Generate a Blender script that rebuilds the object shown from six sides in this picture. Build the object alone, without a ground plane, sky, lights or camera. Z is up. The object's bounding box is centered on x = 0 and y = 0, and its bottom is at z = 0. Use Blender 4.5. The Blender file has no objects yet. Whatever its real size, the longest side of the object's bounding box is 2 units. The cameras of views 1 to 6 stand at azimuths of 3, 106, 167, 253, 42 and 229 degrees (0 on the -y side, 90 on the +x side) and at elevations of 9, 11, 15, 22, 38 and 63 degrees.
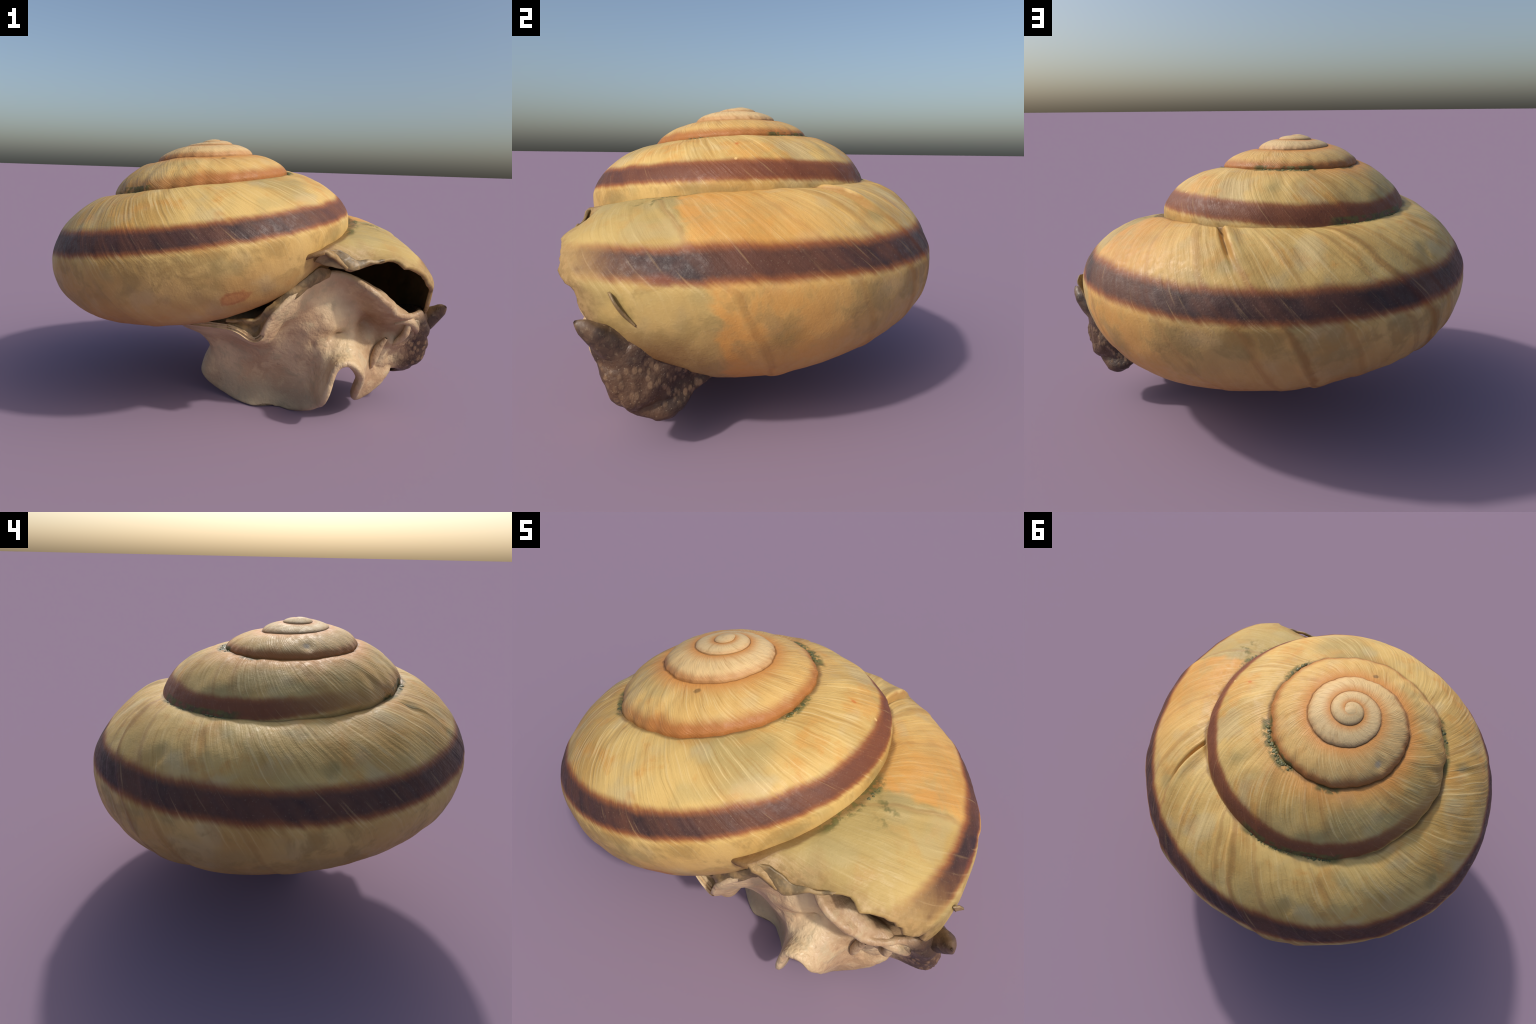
import bpy, math
import numpy as np
from mathutils import Vector, noise

rng = np.random.default_rng(7)

# ---------------------------------------------------------------- helpers
def cubic(xk, yk, x):
    """Cubic Hermite through evenly spaced knots."""
    xk = np.asarray(xk, float); yk = np.asarray(yk, float)
    x = np.asarray(x, float)
    d = xk[1] - xk[0]
    i = np.clip(((x - xk[0]) / d).astype(int), 0, len(xk) - 2)
    t = (x - xk[0]) / d - i
    g = np.gradient(yk)
    return ((2*t**3 - 3*t**2 + 1) * yk[i] + (t**3 - 2*t**2 + t) * g[i]
            + (-2*t**3 + 3*t**2) * yk[i+1] + (t**3 - t**2) * g[i+1])

def smooth(a, b, x):
    t = np.clip((x - a) / (b - a), 0, 1)
    return t * t * (3 - 2 * t)

def bump(x, c, w):
    return np.exp(-((x - c) / w) ** 2)

def noise_at(P, scale, seed=0.0, octaves=3):
    off = Vector((seed * 13.1, seed * 7.7, -seed * 3.3))
    return np.array([noise.fractal(Vector(p) * scale + off, 1.0, 2.0, octaves) for p in P])

def mesh_object(name, verts, faces, material, parent, smooth_shade=True):
    me = bpy.data.meshes.new(name)
    me.from_pydata([tuple(v) for v in verts], [], faces)
    me.update()
    if smooth_shade:
        me.polygons.foreach_set("use_smooth", [True] * len(me.polygons))
    ob = bpy.data.objects.new(name, me)
    bpy.context.scene.collection.objects.link(ob)
    ob.parent = parent
    if material:
        me.materials.append(material)
    return ob

def grid_faces(nr, nc, close=False):
    f = []
    for i in range(nr - 1):
        for j in range(nc if close else nc - 1):
            k = (j + 1) % nc
            f.append((i*nc + j, i*nc + k, (i+1)*nc + k, (i+1)*nc + j))
    return f

def catmull(P, n, closed=False):
    """Resample control points (m,3) to a smooth line with n points per span."""
    P = np.asarray(P, float); m = len(P)
    out = []
    spans = m if closed else m - 1
    for i in range(spans):
        if closed:
            a, b, c, d = P[(i-1) % m], P[i], P[(i+1) % m], P[(i+2) % m]
        else:
            a, b, c, d = P[max(i-1, 0)], P[i], P[i+1], P[min(i+2, m-1)]
        for t in np.arange(n) / n:
            out.append(.5*((2*b) + (c-a)*t + (2*a-5*b+4*c-d)*t*t + (3*b-a-3*c+d)*t**3))
    if not closed:
        out.append(P[-1])
    return np.array(out)

def loft(rows, n_along, n_across, closed):
    R = np.array([catmull(r, n_along, closed) for r in rows])       # rows x pts x 3
    return np.stack([catmull(R[:, j], n_across) for j in range(R.shape[1])], 1)

def apply_modifiers(ob):
    graph = bpy.context.evaluated_depsgraph_get()
    me = bpy.data.meshes.new_from_object(ob.evaluated_get(graph))
    old = ob.data
    ob.modifiers.clear()
    ob.data = me
    me.name = ob.name
    bpy.data.meshes.remove(old)

# ---------------------------------------------------------------- node helper
class Nodes:
    def __init__(self, name):
        self.mat = bpy.data.materials.new(name)
        self.mat.use_nodes = True
        self.t = self.mat.node_tree
        self.bsdf = self.t.nodes["Principled BSDF"]
    def link(self, a, b):
        self.t.links.new(a, b)
    def put(self, sock, v):
        if isinstance(v, (int, float)):
            sock.default_value = v
        elif isinstance(v, (tuple, list)):
            sock.default_value = (*v, 1) if len(v) == 3 and len(sock.default_value) == 4 else v
        else:
            self.link(v, sock)
    def math(self, op, a, b=0.0, c=None, clamp=False):
        n = self.t.nodes.new("ShaderNodeMath"); n.operation = op; n.use_clamp = clamp
        self.put(n.inputs[0], a); self.put(n.inputs[1], b)
        if c is not None:
            self.put(n.inputs[2], c)
        return n.outputs[0]
    def step(self, x, lo, hi, a=0.0, b=1.0):
        n = self.t.nodes.new("ShaderNodeMapRange"); n.interpolation_type = "SMOOTHSTEP"
        if isinstance(lo, (int, float)) and isinstance(hi, (int, float)) and lo > hi:
            lo, hi, a, b = hi, lo, b, a
        self.put(n.inputs[0], x)
        for i, v in enumerate((lo, hi, a, b)):
            self.put(n.inputs[1 + i], v)
        return n.outputs[0]
    def mix(self, f, a, b, mode="MIX"):
        n = self.t.nodes.new("ShaderNodeMix"); n.data_type = "RGBA"; n.blend_type = mode
        n.clamp_factor = True
        self.put(n.inputs[0], f); self.put(n.inputs[6], a); self.put(n.inputs[7], b)
        return n.outputs[2]
    def attr(self, name):
        n = self.t.nodes.new("ShaderNodeAttribute"); n.attribute_name = name
        return n.outputs["Fac"]
    def obj(self):
        return self.t.nodes.new("ShaderNodeTexCoord").outputs["Object"]
    def xyz(self, x, y, z=0.0):
        n = self.t.nodes.new("ShaderNodeCombineXYZ")
        for i, v in enumerate((x, y, z)):
            self.put(n.inputs[i], v)
        return n.outputs[0]
    def sep(self, v):
        n = self.t.nodes.new("ShaderNodeSeparateXYZ"); self.link(v, n.inputs[0])
        return n.outputs
    def vscale(self, v, s):
        n = self.t.nodes.new("ShaderNodeMapping"); self.link(v, n.inputs[0])
        n.inputs["Scale"].default_value = s if isinstance(s, (tuple, list)) else (s, s, s)
        return n.outputs[0]
    def noise(self, v, scale, detail=3.0, rough=.55, dist=0.0):
        n = self.t.nodes.new("ShaderNodeTexNoise"); self.link(v, n.inputs["Vector"])
        n.inputs["Scale"].default_value = scale; n.inputs["Detail"].default_value = detail
        n.inputs["Roughness"].default_value = rough; n.inputs["Distortion"].default_value = dist
        return n.outputs["Fac"]
    def voronoi(self, v, scale, feature="F1", rand=1.0):
        n = self.t.nodes.new("ShaderNodeTexVoronoi"); n.feature = feature
        self.link(v, n.inputs["Vector"])
        n.inputs["Scale"].default_value = scale; n.inputs["Randomness"].default_value = rand
        return n.outputs["Distance"]
    def bumpnode(self, h, strength, dist, normal=None):
        n = self.t.nodes.new("ShaderNodeBump")
        n.inputs["Strength"].default_value = strength; n.inputs["Distance"].default_value = dist
        self.link(h, n.inputs["Height"])
        if normal:
            self.link(normal, n.inputs["Normal"])
        return n.outputs[0]

def srgb(r, g, b):
    f = lambda c: c / 12.92 if c <= .04045 else ((c + .055) / 1.055) ** 2.4
    return tuple(f(c / 255) for c in (r, g, b))

# ---------------------------------------------------------------- shell shape
APEX = np.array([-0.188, -0.102, 1.327])
AXIS = np.array([-0.050, 0.008, 1.0]); AXIS /= np.linalg.norm(AXIS)
AX_X = np.array([1.0, 0, 0]) - AXIS * AXIS[0]; AX_X /= np.linalg.norm(AX_X)
AX_Y = np.cross(AXIS, AX_X)

# upper seam of the coil: winding angle (degrees, 0 at the mouth) -> radius, drop
SEAM_A = np.arange(-1920, 61, 60.)
SEAM_R = [.0, .0, .001, .002, .004, .007, .012, .028, .043, .053, .061, .067, .076, .091, .109, .127, .144, .158, .172, .190, .219,
          .254, .288, .315, .336, .363, .406, .452, .501, .560, .622, .675, .738, .812]
SEAM_H = [-.0, -.0, -.0, -.0005, -.001, -.0015, -.0025, -.005, -.010, -.015, -.019, -.022, -.025, -.028, -.030, -.033, -.039, -.052, -.067, -.080, -.089,
          -.098, -.113, -.129, -.144, -.166, -.199, -.236, -.274, -.311, -.350, -.403, -.497, -.632]
# widest line of the whorl
GIRTH_A = np.arange(-570, 61, 70.)
GIRTH_R = [.545, .618, .658, .700, .772, .844, .925, 1.024, 1.125, 1.215]
GIRTH_H = [-.340, -.372, -.375, -.436, -.525, -.598, -.655, -.713, -.749, -.755]

def slant(t):
    """Growth lines lean back from the seam (t=0) over the girth (.5) to the base (1)."""
    return cubic(np.linspace(-.1, 1.3, 15), [-5.8, 0, 5.8, 11.6, 17.4, 23, 28, 31.8, 34.8, 37.6, 40.4, 43.2, 44, 44, 44], np.clip(t, -.09, 1.29))

def seam_wobble(th):
    """Seams are never quite even."""
    f = smooth(-1300, -700, th)
    return f * (.008 * np.sin(th * .131 + 1) + .006 * np.sin(th * .283) + .004 * np.sin(th * .61 + 2))

def shell_point(theta, t):
    th = np.clip(theta, -1920, 60)
    nxt = np.clip(th + 360, -1920, 60)
    rs, hs = cubic(SEAM_A, SEAM_R, th), cubic(SEAM_A, SEAM_H, th)
    ri, hi = cubic(SEAM_A, SEAM_R, nxt), cubic(SEAM_A, SEAM_H, nxt)
    rs, ri = rs * (1 + seam_wobble(th)), ri * (1 + seam_wobble(nxt))
    w = smooth(-600, -500, th)
    tg = np.clip(th, -570, 60)
    R = w * cubic(GIRTH_A, GIRTH_R, tg) + (1 - w) * ri * .98
    H = w * cubic(GIRTH_A, GIRTH_H, tg) + (1 - w) * (hi + .08 * (hs - hi))
    depth = np.interp(th, [-420, -315, -263, -210, -170, -107, -75, -40], [.485, .458, .400, .372, .388, .399, .415, .40]) * R
    nu = np.interp(th, [-1500, -700, -560, -490, -440, -400, -330, -264, -180, -120, -84, -50, -30, -12], [1.7, 1.5, 1.5, 1.66, 1.68, 1.64, 1.64, 1.64, 1.70, 1.58, 1.60, 1.68, 1.72, 1.4])
    nl = np.interp(th, [-400, -290, -220, -150, -100, -60], [2.08, 2.10, 2.08, 2.20, 2.20, 2.08])
    kc = np.interp(th, [-400, -220, -60], [.523, .538, .541])
    q = np.clip(t / .5, 0, 1) * np.pi / 2
    q2 = np.clip((t - .5) / .5, 0, 1) * np.pi / 2
    up = t <= .5
    r = np.where(up, rs + (R - rs) * np.sin(q) ** (2 / nu), kc * R + (1 - kc) * R * np.maximum(np.cos(q2), 0) ** (2 / nl))
    h = np.where(up, H + (hs - H) * np.maximum(np.cos(q), 0) ** (2 / nu), H - depth * np.sin(q2) ** (2 / nl))
    # a hidden flange (t < 0) tucks the whorl under its neighbour
    tuck = np.clip(-t / .06, 0, 1)
    r = r - tuck * .10 * rs; h = h - tuck * .03 * rs
    # past t = 1 the base rolls into the navel
    v = np.clip((t - 1) / .2, 0, 1)
    r = np.where(t > 1, kc * R * (1 - .8 * np.sin(v * np.pi / 2)), r)
    h = np.where(t > 1, H - depth * (1 - .55 * (1 - np.cos(v * np.pi / 2))), h)
    return r, h

def shell_world(theta, t, out=0.0):
    r, h = shell_point(theta, t)
    e = 1e-3
    r1, h1 = shell_point(theta, t + e); r0, h0 = shell_point(theta, t - e)
    dr, dh = r1 - r0, h1 - h0
    L = np.sqrt(dr*dr + dh*dh) + 1e-9
    nr, nh = -dh / L, dr / L
    r, h = r + nr * out, h + nh * out
    az = np.radians(-theta - 43)
    return (APEX + h[..., None] * AXIS + (r * np.cos(az))[..., None] * AX_X + (r * np.sin(az))[..., None] * AX_Y)

# ---------------------------------------------------------------- materials
def shell_material(inside=False):
    m = Nodes("shell_inner_surface" if inside else "shell_surface")
    g, t, o = m.attr("growth_turn"), m.attr("girdle"), m.obj()
    lean = m.math("ADD", m.math("MULTIPLY", m.math("MINIMUM", t, .5), 58), m.math("MULTIPLY", m.math("MAXIMUM", m.math("SUBTRACT", t, .5), 0), 30))
    th = m.math("SUBTRACT", m.math("MULTIPLY", g, 360), lean)      # winding angle in degrees
    mul = lambda *f: m.math("MULTIPLY", f[0], f[1]) if len(f) == 2 else m.math("MULTIPLY", f[0], mul(*f[1:]))
    def spot(th0, t0, rad, soft, stretch=1.0, warp=.5):
        dx = mul(m.math("SUBTRACT", th, th0), .015 / stretch)
        dy = m.math("SUBTRACT", t, t0)
        d = m.math("SQRT", m.math("ADD", mul(dx, dx), mul(dy, dy)))
        d = m.math("MULTIPLY_ADD", m.math("SUBTRACT", mottle, .5), rad * warp * 2, d)
        return m.step(d, rad, rad * (1 - soft)), d
    def arc(a0, a1, t0, t1, soft=6.0):
        """Soft window in winding angle and across the whorl."""
        w = mul(m.step(th, a0 - soft, a0), m.step(th, a1, a1 + soft, 1, 0))
        return mul(w, m.step(t, t0 - .012, t0 + .004), m.step(t, t1, t1 + .025, 1, 0))
    patch = m.noise(o, 2.6, 3, .55)
    mottle = m.noise(o, 7.5, 4, .62, .4)
    crumb = m.noise(o, 38, 3, .6)
    dust = m.noise(o, 130, 2, .5)
    # ground colour in soft patches
    col = m.mix(m.step(patch, .36, .66), srgb(212, 178, 108), srgb(190, 150, 82))
    col = m.mix(mul(m.step(mottle, .50, .68), .60), col, srgb(204, 146, 70))
    olive = m.noise(m.vscale(o, (1.0, 1.0, 1.6)), 3.7, 2, .5)
    col = m.mix(mul(m.step(olive, .50, .68), .55), col, srgb(160, 146, 96))
    grey = m.noise(m.vscale(o, (1.3, 1.0, 1.2)), 5.3, 2, .5)
    col = m.mix(mul(m.step(grey, .54, .70), .35), col, srgb(188, 176, 138))
    # upper whorls: warm, the oldest ones pale and rosy
    col = m.mix(m.step(g, -2.3, -1.25, .45, 0), col, srgb(214, 168, 100))
    col = m.mix(m.step(g, -3.2, -2.1, .75, 0), col, srgb(216, 188, 142))
    # growth streaks: fine in the growing direction, long across the whorl
    wob = m.math("MULTIPLY_ADD", m.noise(m.xyz(mul(g, 5), mul(t, 4)), 1.0, 2), .012, g)
    s1 = m.noise(m.xyz(mul(wob, 300), mul(t, 3.5)), 1.0, 2, .55)
    s2 = m.noise(m.xyz(mul(wob, 34), mul(t, 1.6), 3.0), 1.0, 3, .6)
    s3 = m.noise(m.xyz(mul(wob, 110), mul(t, 2.2), 7.0), 1.0, 3, .6)
    upper = m.step(t, .42, .58, 1.0, .25)
    strength = mul(upper, m.step(patch, .35, .65, .5, 1.0))
    col = m.mix(mul(m.step(s1, .54, .68), .50, strength), col, srgb(232, 206, 146))
    col = m.mix(mul(m.step(s1, .46, .32), .42, strength), col, srgb(160, 120, 58))
    col = m.mix(mul(m.step(s3, .58, .74), .40, upper), col, srgb(220, 192, 132))
    col = m.mix(mul(m.step(s2, .55, .74), .50, m.step(t, .42, .6, 1, .5)), col, srgb(164, 120, 64))
    # warm base, browner towards the navel
    col = m.mix(m.step(t, .44, .62, 0, .42), col, srgb(184, 144, 92))
    col = m.mix(mul(m.step(t, .44, .50), m.step(t, .72, .60), m.step(mottle, .46, .62), .50), col, srgb(146, 128, 78))
    col = m.mix(m.step(m.math("MULTIPLY_ADD", m.math("SUBTRACT", patch, .5), .3, t), .72, .96, 0, .60), col, srgb(176, 118, 70))
    # rusty seams of the spire
    col = m.mix(mul(m.step(t, .20, .0), m.step(g, -1.6, -1.05, .95, .0)), col, srgb(202, 136, 68))
    col = m.mix(mul(m.step(m.math("MULTIPLY_ADD", mottle, .10, t), .34, .47), m.step(g, -1.85, -1.50, .92, 0), m.step(g, -3.3, -2.4, .35, 1)), col, srgb(164, 102, 50))
    # dried orange zone behind the newest strip of shell
    edge = m.math("SUBTRACT", mul(g, 360), m.math("MULTIPLY_ADD", t, 25, -42))
    edge = m.math("MULTIPLY_ADD", m.math("SUBTRACT", mottle, .5), 7, edge)
    newer = m.step(edge, -1.5, 1.5)
    orange = mul(m.step(edge, -62, -4), m.math("SUBTRACT", 1.0, newer), m.step(mottle, .62, .40, .35, 1.0))
    col = m.mix(mul(orange, .66), col, srgb(212, 148, 70))
    col = m.mix(mul(newer, m.step(t, .40, .05, .35, .65)), col, srgb(158, 140, 86))
    # healed growth stops: thin brown lines
    lines = None
    for g0, amount, w in ((-128.5, .85, 1.3), (-122, .5, 1.0), (-139, .45, 1.2), (-89.5, .75, 1.0), (-79, .55, 1.2), (-103, .35, 1.0), (-34, .45, .9), (-62, .3, 1.0), (-163, .3, 1.0), (-478, .4, 1.2), (-505, .35, 1.0), (-590, .3, 1.2)):
        x = m.math("ABSOLUTE", m.math("MULTIPLY_ADD", m.math("SUBTRACT", patch, .5), 9, m.math("MULTIPLY_ADD", m.math("SUBTRACT", mottle, .5), 3, m.math("SUBTRACT", mul(g, 360), g0))))
        v = mul(m.step(x, w * 1.6, w * .3), amount)
        lines = v if lines is None else m.math("MAXIMUM", lines, v)
    col = m.mix(mul(lines, m.step(s1, .25, .6, .5, 1), .75), col, srgb(146, 98, 48))
    # dark spiral band with rusty edges
    jag = m.math("MULTIPLY_ADD", m.math("SUBTRACT", s1, .5), .022, t)
    jag = m.math("MULTIPLY_ADD", m.math("SUBTRACT", s2, .5), .030, jag)
    jag = m.math("MULTIPLY_ADD", m.math("SUBTRACT", mottle, .5), .020, jag)
    d = m.math("ABSOLUTE", m.math("SUBTRACT", jag, .383))
    here = mul(m.step(g, -1.62, -1.45), m.step(m.math("MULTIPLY_ADD", mottle, .05, g), -.045, .035, 1, .0))
    strong = m.step(g, -1.10, -.86)
    col = m.mix(mul(m.step(d, .088, .052), here, .90), col, srgb(136, 72, 40))
    corecol = m.mix(strong, m.mix(mottle, srgb(122, 70, 44), srgb(100, 58, 44)), m.mix(m.step(mottle, .35, .65), srgb(46, 36, 38), srgb(68, 48, 46)))
    core = mul(m.step(d, .066, .030), here, m.step(s2, .30, .66, 1.0, .75), m.step(g, -1.5, -1.1, .75, 1.0))
    col = m.mix(mul(core, .94), col, corecol)
    col = m.mix(mul(m.step(s1, .62, .74), .22, upper), col, srgb(200, 164, 112))
    # scars and stains
    f, dd = spot(-327, .70, .045, .7, 2.4, 1.0)
    col = m.mix(mul(f, .55), col, srgb(190, 120, 72))
    ring = mul(m.step(m.math("ABSOLUTE", m.math("SUBTRACT", dd, .026)), .012, .002), .5)
    col = m.mix(mul(ring, m.step(th, -345, -330, 1, .7)), col, srgb(150, 74, 38))
    f, dd = spot(-420, .19, .020, .6); col = m.mix(mul(f, .8), col, srgb(188, 92, 40))
    f, dd = spot(-420, .19, .055, .9); col = m.mix(mul(f, .4), col, srgb(206, 140, 66))
    f, dd = spot(-420, .31, .013, .5); col = m.mix(mul(f, .8), col, srgb(226, 186, 120))
    f, dd = spot(-928, .26, .05, .9, 1.5); col = m.mix(mul(f, .5), col, srgb(150, 150, 146))
    f, dd = spot(-48, .44, .04, .7, 1.6); col = m.mix(mul(f, .7), col, srgb(120, 66, 46))
    f, dd = spot(-100, .24, .05, .9, 2.0); col = m.mix(mul(f, .45), col, srgb(132, 122, 82))
    f, dd = spot(-72, .62, .06, .9, 1.4); col = m.mix(mul(f, .40), col, srgb(128, 112, 62))
    f, dd = spot(-690, .10, .030, .6, 1.6, 1.2); col = m.mix(mul(f, .7), col, srgb(110, 82, 46))
    f, dd = spot(-212, .26, .040, .8, 1.5, 1.2); col = m.mix(mul(f, .45), col, srgb(128, 112, 62))
    # lower lip: brown, stained by the flesh behind
    stain = mul(m.step(m.math("MULTIPLY_ADD", m.math("SUBTRACT", mottle, .5), 14, th), -62, -44), m.step(t, .56, .70))
    col = m.mix(mul(stain, .85), col, srgb(118, 80, 46))
    lip = m.step(m.math("MULTIPLY_ADD", mottle, .035, g), -.012, .020, 0, .75)
    col = m.mix(lip, col, m.mix(m.step(crumb, .4, .6), srgb(160, 126, 86), srgb(128, 98, 64)))
    # brown dirt and moss caught in the seams
    seam = m.step(m.math("MULTIPLY_ADD", m.math("SUBTRACT", mottle, .5), .03, t), .028, .004)
    col = m.mix(mul(seam, .65), col, srgb(112, 78, 42))
    moss = None
    for a0, a1, t0, t1 in ((-175, -136, -.1, .020), (-535, -496, .395, .60), (-492, -448, -.1, .040), (-850, -806, .43, .60), (-408, -386, -.1, .030), (-530, -518, -.1, .030),
                           (-280, -252, -.1, .016), (-640, -612, .44, .6), (-44, -22, -.1, .02)):
        v = arc(a0, a1, t0, t1)
        moss = v if moss is None else m.math("MAXIMUM", moss, v)
    f, dd = spot(-37, .10, .085, .9, 1.2)
    blotch = m.step(m.noise(o, 19, 3, .6), .52, .68)
    moss = m.math("MAXIMUM", mul(moss, m.step(m.math("ADD", mottle, crumb), .86, 1.04)), mul(f, blotch))
    col = m.mix(mul(moss, .85), col, m.mix(m.step(crumb, .4, .62), srgb(74, 74, 40), srgb(104, 100, 52)))
    # tiny specular glints painted into the colour as pale specks
    col = m.mix(mul(m.step(dust, .60, .76), .07), col, srgb(228, 212, 176))
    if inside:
        col = m.mix(.65, col, srgb(118, 90, 60))  # inner wall lightened to brown, bounce light in the mouth mixed into its colour
    m.put(m.bsdf.inputs["Base Color"], col)
    m.bsdf.inputs["Specular IOR Level"].default_value = .35
    m.put(m.bsdf.inputs["Roughness"], m.step(crumb, .3, .7, .46, .66))
    relief = m.math("MULTIPLY_ADD", mul(s3, upper), .6, mul(s1, upper))
    b = m.bumpnode(relief, .32, .007)
    b = m.bumpnode(m.math("MULTIPLY_ADD", dust, .5, crumb), .30, .005, b)
    m.put(m.bsdf.inputs["Normal"], b)
    return m.mat

def body_material():
    m = Nodes("dried_skin")
    o = m.obj()
    x, y, z = m.sep(o)
    n1 = m.noise(o, 4.5, 3, .55, .3)
    n2 = m.noise(o, 12, 4, .6, .2)
    n3 = m.noise(o, 50, 2, .6)
    pale = m.mix(m.step(n1, .38, .64), srgb(214, 188, 148), srgb(190, 158, 122))
    pale = m.mix(m.math("MULTIPLY", m.step(n2, .50, .66), .45), pale, srgb(168, 156, 124))
    pale = m.mix(m.math("MULTIPLY", m.step(n2, .46, .34), .5), pale, srgb(224, 198, 152))
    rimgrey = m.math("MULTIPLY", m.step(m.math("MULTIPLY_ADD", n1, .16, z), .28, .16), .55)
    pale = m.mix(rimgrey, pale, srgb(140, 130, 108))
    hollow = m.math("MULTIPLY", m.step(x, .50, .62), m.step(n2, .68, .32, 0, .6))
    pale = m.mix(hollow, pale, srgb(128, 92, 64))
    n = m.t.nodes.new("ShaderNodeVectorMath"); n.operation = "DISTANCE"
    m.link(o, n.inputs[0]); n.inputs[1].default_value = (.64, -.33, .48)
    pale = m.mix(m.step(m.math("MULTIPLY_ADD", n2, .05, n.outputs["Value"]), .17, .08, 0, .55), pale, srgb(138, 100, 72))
    # dark skin of the head side
    d = m.math("MULTIPLY_ADD", m.math("ADD", y, .3), .65, m.math("MULTIPLY", x, .75))
    d = m.math("MULTIPLY_ADD", m.math("SUBTRACT", n2, .5), .16, d)
    dark = m.step(d, .58, .68)
    skin = m.mix(m.step(n1, .4, .6), srgb(92, 68, 50), srgb(66, 50, 40))
    wart = m.voronoi(m.vscale(o, (1, 1.0, .62)), 42)
    warts = m.math("MULTIPLY", m.step(wart, .52, .26), m.step(z, .42, .36))
    warts = m.math("MULTIPLY", warts, m.step(z, .19, .23))
    skin = m.mix(m.math("MULTIPLY", warts, m.step(n1, .35, .6, .35, .8)), skin, srgb(136, 108, 80))
    col = m.mix(dark, pale, skin)
    dots = m.voronoi(o, 75)
    col = m.mix(m.math("MULTIPLY", m.step(dots, .22, .10), .14), col, srgb(222, 204, 170))
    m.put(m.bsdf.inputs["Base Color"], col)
    m.bsdf.inputs["Specular IOR Level"].default_value = .4
    m.put(m.bsdf.inputs["Roughness"], m.step(n3, .3, .7, .38, .6))
    h = m.math("MULTIPLY_ADD", n3, .8, n2)
    h = m.math("MULTIPLY_ADD", warts, .25, h)
    m.put(m.bsdf.inputs["Normal"], m.bumpnode(h, .45, .012))
    return m.mat

def plain_skin(name, a, b, scale=14.0):
    m = Nodes(name)
    o = m.obj()
    n = m.noise(o, scale, 4, .6, .4)
    f = m.noise(o, 60, 2, .6)
    col = m.mix(m.step(n, .36, .64), a, b)
    col = m.mix(m.math("MULTIPLY", m.step(f, .58, .74), .18), col, srgb(200, 178, 140))
    m.put(m.bsdf.inputs["Base Color"], col)
    m.put(m.bsdf.inputs["Roughness"], m.step(f, .3, .7, .4, .6))
    m.put(m.bsdf.inputs["Normal"], m.bumpnode(m.math("MULTIPLY_ADD", f, .4, n), .35, .010))
    return m.mat

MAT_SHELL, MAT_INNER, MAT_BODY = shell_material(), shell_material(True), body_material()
MAT_MANTLE = plain_skin("mantle_skin", srgb(160, 132, 88), srgb(108, 90, 60))
MAT_TENT = plain_skin("tentacle_skin", srgb(108, 84, 62), srgb(70, 54, 42))
MAT_MOSS = plain_skin("moss_green", srgb(104, 102, 54), srgb(76, 78, 42), 30)

# ---------------------------------------------------------------- build: snail
snail = bpy.data.objects.new("dried_snail", None)
bpy.context.scene.collection.objects.link(snail)
snail["label"] = "dried land snail with brown banded yellow shell"
snail["category"] = "snail"

# ---- shell: whorl surface gridded along growth lines
G0, STEP = -1850, 1.25
NT = 84
tcol = np.concatenate([[-.06, -.03], np.linspace(0, .06, 8)[:-1], np.linspace(.06, 1.0, 62), np.linspace(1.0, 1.2, 12)[1:]])
gcol = np.concatenate([np.arange(G0, -420, STEP), np.arange(-420, 0, .5)])
gcol = np.append(gcol, 0.0)
# broken edge of the mouth: growth angle where it ends, along t
LIP_T = [0, .06, .13, .17, .22, .27, .33, .40, .46, .52, .57, .65, .70, .74, .82, .90, 1.0, 1.2]
LIP_G = [3, 3.5, 2.5, -3.5, -5.5, -3, -4.5, -2.5, -0.5, -2.5, -1, -6, -11, -15, -20, -24, -26, -28]
fine = np.linspace(-.1, 1.2, 40)
lip = cubic(fine, np.interp(fine, LIP_T, LIP_G), np.clip(tcol, -.1, 1.19))
lip += 1.9 * np.array([noise.fractal(Vector((t * 23, 3.1, 0)), 1.0, 2.0, 3) for t in tcol])
GG = gcol[:, None] + smooth(-40, 0, gcol)[:, None] * lip[None]
TT = np.broadcast_to(tcol[None], GG.shape)
TH = GG - slant(TT)
# relief: healed growth stops, knocks and dents (metres along the surface normal)
out = np.zeros_like(GG)
for g0, hgt, w in ((-33, .005, 2.5), (-62, .003, 2), (-79, .004, 2), (-89.5, .008, 2.2), (-103, .003, 2), (-121, .005, 2), (-128.5, .011, 2.6),
                   (-139, .005, 2), (-165, .003, 2), (-250, .003, 3), (-420, .004, 3), (-478, .005, 3), (-505, .004, 3), (-590, .004, 4)):
    x = (GG - g0 + 1.2 * np.sin(TT * 9 + g0)) / w
    out += hgt * np.where(x < 0, np.exp(-(x / 2.2) ** 2), np.exp(-(x * 2.2) ** 2)) * smooth(.02, .12, TT)
# open crack under the seam: a lifted old edge and a trench behind it
along = smooth(.0, .03, TT) * smooth(.26, .14, TT)
x = GG + 90
out += along * (.011 * np.exp(-(np.minimum(x + .4, 0) / 3.0) ** 2) * smooth(.9, .3, x) - .030 * np.exp(-(np.maximum(np.abs(x - 1.6) - .4, 0) / .7) ** 2))
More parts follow.
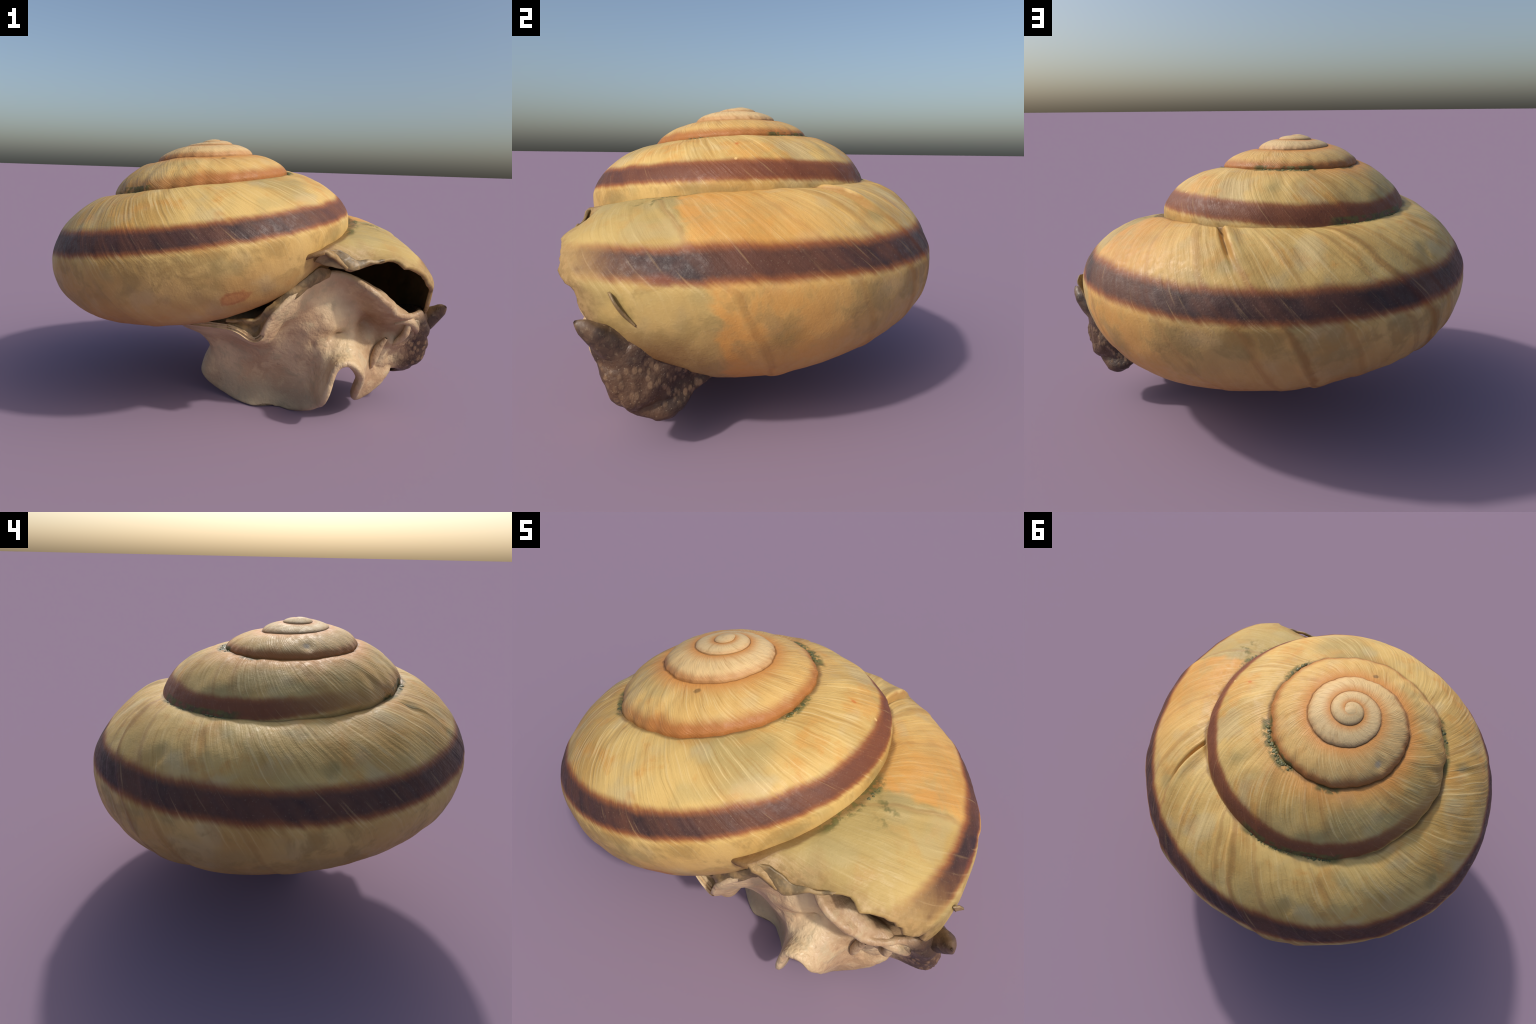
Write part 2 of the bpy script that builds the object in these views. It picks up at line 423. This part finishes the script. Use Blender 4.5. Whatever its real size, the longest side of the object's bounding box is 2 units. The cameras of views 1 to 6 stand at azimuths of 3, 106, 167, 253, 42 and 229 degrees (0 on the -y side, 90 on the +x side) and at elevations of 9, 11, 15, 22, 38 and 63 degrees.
# dimples
for th0, t0, dep, wd in ((-162, .26, .010, .025), (-256, .12, .010, .03), (-120, .22, .006, .04), (-470, .2, .008, .05), (-930, .28, .008, .06)):
    out -= dep * np.exp(-((TH - th0) * .012 / wd) ** 2 - ((TT - t0) / wd) ** 2 * .5)
out -= .068 * smooth(-14, 2, GG) * bump(TT, .14, .08)
out -= .02 * smooth(-7, 1, GG) * smooth(.2, .35, TT)
P = shell_world(TH, TT)
flat = P.reshape(-1, 3)
lump = (.006 * noise_at(flat, 3.3, 1, 2) + .0035 * noise_at(flat, 9.0, 2, 2)).reshape(GG.shape)
size = np.clip((GG + 1560) / 1100, .1, 1)
ribs = .0004 * np.sin(np.radians(GG) * 150 + 3 * np.sin(GG * .21)) * (.5 + .5 * np.sin(GG * .37 + 4 * TT)) * smooth(.02, .08, TT) * (1 - .8 * smooth(.40, .55, TT))
out += (lump + ribs) * size
P = shell_world(TH, TT, out)
nr, nc = GG.shape
first = int(np.searchsorted(gcol, -380))
wall = .010 + .010 * smooth(-6, 0, gcol[first:])[:, None] + .004 * noise_at(P[first:].reshape(-1, 3), 14, 4, 2).reshape(nr - first, nc)
IN = shell_world(TH[first:], TT[first:], out[first:] - np.maximum(wall, .005))
# rounded lip: one row half-way between outer and inner edge, pushed a little forward
edge = (P[-1] + IN[-1]) / 2 + (P[-1] - P[-3]) / np.linalg.norm(P[-1] - P[-3], axis=1)[:, None] * .004
allP = np.concatenate([P, edge[None], IN[::-1]])
allG = np.concatenate([GG, GG[-1:], GG[first:][::-1]]); allT = np.concatenate([TT, TT[-1:], TT[first:][::-1]])
faces = [f[::-1] for f in grid_faces(len(allP), nc)]
shell = mesh_object("shell", allP.reshape(-1, 3), faces, MAT_SHELL, snail)
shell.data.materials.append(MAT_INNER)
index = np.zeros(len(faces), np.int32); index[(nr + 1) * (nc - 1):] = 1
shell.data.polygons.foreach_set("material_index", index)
for nm, val in (("growth_turn", allG / 360), ("girdle", allT)):
    a = shell.data.attributes.new(nm, "FLOAT", "POINT")
    a.data.foreach_set("value", np.ascontiguousarray(val).astype(np.float32).ravel())

# ---- nucleus: the smooth blunt tip of the spire
rows_, seg = 7, 28
V = []
for i in range(rows_):
    w = (i / (rows_ - 1)) * np.pi / 2
    for k in range(seg):
        az = 2 * np.pi * k / seg
        V.append(APEX + AXIS * (-.014 + .015 * np.cos(w)) + .036 * np.sin(w) * (np.cos(az) * AX_X + np.sin(az) * AX_Y))
nucleus = mesh_object("apex_nucleus", V, grid_faces(rows_, seg, True), MAT_SHELL, shell)
for nm, val in (("growth_turn", -4.4), ("girdle", .25)):
    a = nucleus.data.attributes.new(nm, "FLOAT", "POINT")
    a.data.foreach_set("value", np.full(len(V), val, np.float32))

# ---- moss: crumbs of green in the seams and by the mouth
def blob(centre, normal, r):
    n = normal / np.linalg.norm(normal)
    a = np.cross(n, [.3, .5, .8]); a /= np.linalg.norm(a); b = np.cross(n, a)
    V, F = [], []
    k = 6
    for ring, (rr, hh) in enumerate(((1.0, -.3), (.85, .35), (.4, .75))):
        for i in range(k):
            w = 2 * np.pi * i / k + ring * .5
            j = rr * r * rng.uniform(.7, 1.3)
            V.append(centre + j * 1.3 * (np.cos(w) * a + np.sin(w) * b) + n * hh * r * .45)
    F += grid_faces(3, k, True)
    F.append(tuple(range(2 * k, 3 * k)))
    return V, F

# winding angle from, to, place across the whorl, spread, crumbs
MOSS = ((-138, -174, .012, .006, 60), (-448, -492, .010, .010, 50), (-386, -405, .010, .008, 12),
        (-266, -280, .008, .006, 12), (-36, -42, .015, .012, 14))
verts, faces = [], []
for a0, a1, t0, spread, count in MOSS:
    for _ in range(count):
        th = rng.uniform(a1, a0); t = abs(rng.normal(t0, spread))
        p = shell_world(np.array([th]), np.array([t]))[0]
        q = shell_world(np.array([th]), np.array([t]), .01)[0]
        V, F = blob(p, q - p, rng.uniform(.003, .007))
        faces += [tuple(i + len(verts) for i in f) for f in F]; verts += V
moss = mesh_object("moss", verts, faces, MAT_MOSS, shell)
moss["kind"] = "stuff"

# ---- flake: sliver of shell lifted at the lower lip
fa = [shell_world(np.array([th]), np.array([t]), o)[0] for th, t, o in ((-38.5, .50, .001), (-39.5, .52, .006), (-41, .55, .004), (-43, .58, -.002))]
fb = [shell_world(np.array([th]), np.array([t]), o)[0] for th, t, o in ((-39.5, .50, .020), (-40.8, .52, .030), (-42, .55, .012), (-43.4, .58, .002))]
S = loft([fa, [(p + q) / 2 for p, q in zip(fa, fb)], fb], 6, 4, False)
flake = mesh_object("shell_flake", S.reshape(-1, 3), grid_faces(*S.shape[:2]), MAT_MANTLE, shell)
sol = flake.modifiers.new("thickness", "SOLIDIFY"); sol.thickness = .008; sol.offset = 0
apply_modifiers(flake)

# ---- lip fold: second, torn ply of shell hanging under the upper lip
def on_shell(th, t, o):
    return shell_world(np.array([float(th)]), np.array([t]), o)[0]
la = [on_shell(0, .01, -.004), on_shell(-4, .07, -.014), on_shell(-8, .13, -.045), on_shell(-12, .17, -.040), on_shell(-17, .21, -.03)]
lb = [np.array(p) for p in ((.325, -.595, .80), (.41, -.605, .780), (.50, -.600, .768), (.55, -.565, .785), (.62, -.52, .80))]
lm = [(p + q) / 2 + np.array([0, -.008, 0]) for p, q in zip(la, lb)]
S = loft([la, lm, lb], 12, 5, False)
flat = S.reshape(-1, 3)
flat = flat + np.stack([noise_at(flat, 20, 31 + k, 2) for k in range(3)], 1) * .006
fold = mesh_object("lip_fold", flat, grid_faces(*S.shape[:2]), MAT_MANTLE, shell)
sol = fold.modifiers.new("thickness", "SOLIDIFY"); sol.thickness = .010; sol.offset = 0
apply_modifiers(fold)

# ---- body: skirt of dried tissue, rows from the foot's rim up to the mantle edge
# rows run from the rim of the foot up to the mantle edge; columns go round: left, front, snout, hidden back
ROWS = [
    [(-.210, -.170, .135), (-.100, -.210, .035), (.075, -.310, .010), (.210, -.305, .000), (.365, -.440, .070), (.408, -.542, .158),
     (.450, -.550, .300), (.515, -.540, .325), (.574, -.500, .255), (.568, -.370, .105), (.700, -.275, .150), (.770, -.230, .205),
     (.850, -.180, .190), (.815, -.070, .155), (.775, -.022, .180), (.700, .015, .235), (.600, .080, .300), (.200, .060, .340),
     (-.100, -.020, .280)],
    [(-.155, -.200, .250), (-.040, -.260, .190), (.090, -.273, .150), (.210, -.303, .140), (.325, -.363, .160), (.400, -.463, .240),
     (.450, -.468, .330), (.520, -.453, .345), (.580, -.440, .280), (.610, -.350, .200), (.670, -.305, .240), (.770, -.240, .280),
     (.885, -.215, .250), (.870, -.115, .215), (.800, -.048, .235), (.710, .000, .280), (.600, .080, .340), (.200, .060, .380),
     (-.100, -.040, .360)],
    [(-.200, -.250, .360), (-.050, -.310, .330), (.100, -.380, .330), (.220, -.385, .330), (.340, -.425, .370), (.410, -.420, .395),
     (.470, -.395, .420), (.530, -.385, .400), (.585, -.350, .385), (.630, -.325, .370), (.690, -.310, .360), (.790, -.285, .380),
     (.905, -.245, .370), (.900, -.145, .340), (.828, -.055, .340), (.728, .000, .360), (.600, .080, .400), (.200, .060, .450),
     (-.100, -.080, .420)],
    [(-.280, -.330, .420), (-.080, -.420, .420), (.090, -.460, .385), (.210, -.460, .465), (.330, -.445, .480), (.420, -.440, .510),
     (.490, -.410, .510), (.550, -.380, .500), (.600, -.320, .490), (.650, -.320, .460), (.710, -.330, .450), (.800, -.320, .450),
     (.900, -.280, .450), (.890, -.160, .460), (.830, -.070, .450), (.720, .000, .450), (.600, .080, .460), (.200, .060, .500),
     (-.100, -.120, .480)],
    [(-.290, -.400, .450), (-.050, -.500, .455), (.090, -.545, .410), (.195, -.550, .530), (.300, -.500, .600), (.400, -.428, .620),
     (.475, -.405, .610), (.550, -.410, .590), (.630, -.420, .555), (.690, -.400, .520), (.740, -.370, .495), (.830, -.330, .490),
     (.890, -.290, .490), (.890, -.170, .490), (.830, -.070, .475), (.730, .010, .475), (.600, .080, .480), (.200, .060, .510),
     (-.100, -.140, .500)],
    [(-.300, -.450, .480), (-.030, -.565, .480), (.090, -.582, .435), (.168, -.600, .560), (.285, -.555, .675), (.400, -.470, .720),
     (.490, -.450, .705), (.580, -.495, .665), (.645, -.485, .612), (.700, -.460, .570), (.748, -.435, .535), (.820, -.350, .515),
     (.870, -.300, .525), (.870, -.200, .520), (.820, -.080, .500), (.730, .010, .500), (.600, .080, .500), (.200, .060, .520),
     (-.100, -.160, .520)],
]
# the rim rolls under; deepest inside the notch (columns 5 to 9)
roll = [.15, .15, .15, .15, .3, .6, 1, 1, 1, .5, .3, .2, .2, .2, .2, .2, .2, .2, .2]
under = [(x + (.45 - x) * .10 * k, y + .055 * k, z - .015 * k + .03 * (1 - k)) for (x, y, z), k in zip(ROWS[0], roll)]
for j, (dx, dy, dz) in {11: (-.02, .03, .02), 12: (-.05, .05, -.01), 13: (-.06, -.03, -.005), 14: (-.04, -.05, .0), 15: (-.02, -.06, .01)}.items():
    under[j] = tuple(np.array(ROWS[0][j]) + (dx, dy, dz))
# behind the free edge the flap's inner face slopes back into the mouth
lean = [0, 0, 0, 0, .1, .4, .8, 1, 1, 1, .9, .4, .1, 0, 0, 0, 0, 0, 0]
inner = [(x * .985 + .008 + .016 * k, y + .016 + .014 * k, z - .012 + .010 * k) for (x, y, z), k in zip(ROWS[5], lean)]
bowl = [(x + .058 * k + (.5 - x) * .15 * (1 - k), y + .105 * k + (-.15 - y) * .15 * (1 - k), z - .03 - .005 * k) for (x, y, z), k in zip(ROWS[5], lean)]
deep = [(.45 + (x - .45) * .75, -.12 + (y + .12) * .5, .50 + .1 * (z - .5)) for x, y, z in ROWS[5]]
shut = [(.45 + (x - .45) * .02, -.10 + (y + .10) * .02, .46) for x, y, z in ROWS[5]]
S = loft([under] + ROWS + [inner, bowl, deep, shut], 12, 10, True)
nr, nc = S.shape[:2]
flat = S.reshape(-1, 3)
cen = np.array([.4, -.2, .4])
dirs = flat - cen; dirs /= np.linalg.norm(dirs, axis=1)[:, None]
crumple = smooth(.60, .75, flat[:, 0])
amp = .010 * noise_at(flat, 5, 5, 2) + (.004 + .014 * crumple) * noise_at(flat, 12, 6, 3)
# hollows, ridges and swellings of the shrivelled front, placed by x and height
front = smooth(-.22, -.30, flat[:, 1])
def ridge(points, rad, hgt):
    """Gaussian ridge (or groove) along a line in the x-z plane."""
    best = np.full(len(flat), 9.0)
    for (x0, z0), (x1, z1) in zip(points[:-1], points[1:]):
        ax, az = x1 - x0, z1 - z0
        k = np.clip(((flat[:, 0] - x0) * ax + (flat[:, 2] - z0) * az) / (ax * ax + az * az), 0, 1)
        best = np.minimum(best, np.hypot(flat[:, 0] - x0 - k * ax, flat[:, 2] - z0 - k * az))
    return hgt * np.exp(-(best / rad) ** 2) * front
amp += ridge([(.58, .47), (.66, .50), (.72, .51)], .035, -.020)
amp += ridge([(.455, .43), (.49, .425)], .022, -.022)
amp += ridge([(.40, .345), (.47, .37), (.53, .36), (.575, .30)], .022, .012)
amp += ridge([(.32, .45), (.39, .475), (.45, .46)], .026, .012)
amp += ridge([(.345, .385), (.35, .37)], .016, -.012)
amp += ridge([(.73, .44), (.75, .40)], .024, -.028)
amp += ridge([(.785, .48), (.775, .42), (.71, .37)], .020, .040)
amp += ridge([(.83, .47), (.81, .40), (.76, .35)], .016, .030)
amp += ridge([(.66, .28), (.68, .22)], .022, -.022)
# head: crease above the snout
amp -= .012 * smooth(.66, .74, flat[:, 0]) * bump(flat[:, 2], .215, .022)
flat = flat + dirs * amp[:, None]
flat[:, 2] = np.maximum(flat[:, 2], 0.0)
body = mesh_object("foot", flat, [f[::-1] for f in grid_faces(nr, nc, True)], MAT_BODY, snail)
sol = body.modifiers.new("thickness", "SOLIDIFY"); sol.thickness = .013; sol.offset = -1
apply_modifiers(body)
body.data.polygons.foreach_set("use_smooth", [True] * len(body.data.polygons))

# the head side is a part of its own: same surface, same normals
def split_off(ob, name, test):
    me = ob.data
    co = np.empty(len(me.vertices) * 3); me.vertices.foreach_get("co", co); co = co.reshape(-1, 3)
    nrm = np.empty(len(me.vertices) * 3); me.vertices.foreach_get("normal", nrm); nrm = nrm.reshape(-1, 3)
    keep, gone = [], []
    for p in me.polygons:
        vs = list(p.vertices)
        (gone if test(co[vs].mean(0)) else keep).append(vs)
    made = []
    for nm, fs in ((ob.name, keep), (name, gone)):
        ids = sorted({i for f in fs for i in f}); new = {i: k for k, i in enumerate(ids)}
        n = bpy.data.meshes.new(nm)
        n.from_pydata([tuple(co[i]) for i in ids], [], [[new[i] for i in f] for f in fs])
        n.polygons.foreach_set("use_smooth", [True] * len(n.polygons))
        n.update()
        n.normals_split_custom_set_from_vertices([tuple(nrm[i]) for i in ids])
        n.materials.append(me.materials[0])
        made.append(n)
    ob.data = made[0]
    bpy.data.meshes.remove(me)
    made[0].name = ob.name
    other = bpy.data.objects.new(name, made[1])
    bpy.context.scene.collection.objects.link(other)
    other.parent = ob.parent
    return other

head = split_off(body, "head", lambda c: .75 * c[0] + .65 * (c[1] + .3) > .615)

# ---- tentacle: blunt stub pointing out of the mouth
def tube(name, spine, radii, mat, parent, flatten=1.0, seg=24, n=8):
    line = catmull(spine, n)
    rad = np.interp(np.linspace(0, 1, len(line)), np.linspace(0, 1, len(radii)), radii)
    V = []
    up = np.array([0, 0, 1.0])
    for i, p in enumerate(line):
        d = line[min(i+1, len(line)-1)] - line[max(i-1, 0)]; d /= np.linalg.norm(d)
        a = np.cross(d, up); a /= np.linalg.norm(a); b = np.cross(a, d)
        for k in range(seg):
            w = 2 * np.pi * k / seg
            V.append(p + rad[i] * (np.cos(w) * a * flatten + np.sin(w) * b))
    V = np.array(V)
    V += (.25 * rad.max() * noise_at(V, 14, 9, 2))[:, None] * np.array([.5, .3, .4])
    f = [q[::-1] for q in grid_faces(len(line), seg, True)]
    f.append(tuple(range((len(line)-1) * seg, len(line) * seg)))
    return mesh_object(name, V, f, mat, parent)

tube("tentacle", [(.79, -.15, .40), (.88, -.19, .44), (.945, -.235, .495), (.994, -.285, .555)], [.04, .06, .066, .058, .044, .030, .004], MAT_TENT, snail, .75)

# ---- curled folds of the mantle under the lip
tube("mantle_fold", [(.735, -.37, .475), (.77, -.375, .492), (.81, -.36, .485), (.845, -.325, .445), (.85, -.30, .41)], [.006, .016, .022, .018, .006], MAT_BODY, snail, 1.0, 16, 8)
tube("mantle_fold", [(.80, -.365, .485), (.79, -.36, .43), (.765, -.335, .385), (.735, -.31, .35)], [.012, .018, .016, .005], MAT_BODY, snail, 1.0, 16, 8)
tube("mantle_fold", [(.70, -.36, .40), (.67, -.345, .345), (.65, -.345, .29), (.64, -.34, .24)], [.008, .020, .020, .006], MAT_BODY, snail, 1.0, 16, 8)

# ---- mantle edge: thin crumpled ribbon between shell and foot
M_TOP = [(-.05, -.555, .51), (.03, -.57, .52), (.09, -.575, .535), (.15, -.58, .60), (.27, -.575, .70), (.36, -.52, .76), (.42, -.45, .735)]
M_LOW = [(-.05, -.555, .475), (.03, -.565, .445), (.092, -.57, .428), (.165, -.592, .55), (.28, -.562, .655), (.36, -.51, .695), (.42, -.455, .715)]
MID = [((a[0]+b[0])/2, (a[1]+b[1])/2 + (.022 if i < 3 else -.008), (a[2]+b[2])/2) for i, (a, b) in enumerate(zip(M_TOP, M_LOW))]
S = loft([M_TOP, MID, M_LOW], 10, 5, False)
flat = S.reshape(-1, 3)
flat = flat + (np.stack([noise_at(flat, 22, 11, 2), noise_at(flat, 22, 12, 2), noise_at(flat, 22, 13, 2)], 1)) * .007
mantle = mesh_object("mantle", flat, grid_faces(*S.shape[:2]), MAT_MANTLE, snail)
sol = mantle.modifiers.new("thickness", "SOLIDIFY"); sol.thickness = .014; sol.offset = 0
apply_modifiers(mantle)

# nothing reaches below the ground
for o in bpy.context.scene.objects:
    if o.type == "MESH":
        for v in o.data.vertices:
            if v.co.z < 0:
                v.co.z = 0
        o.data.update()
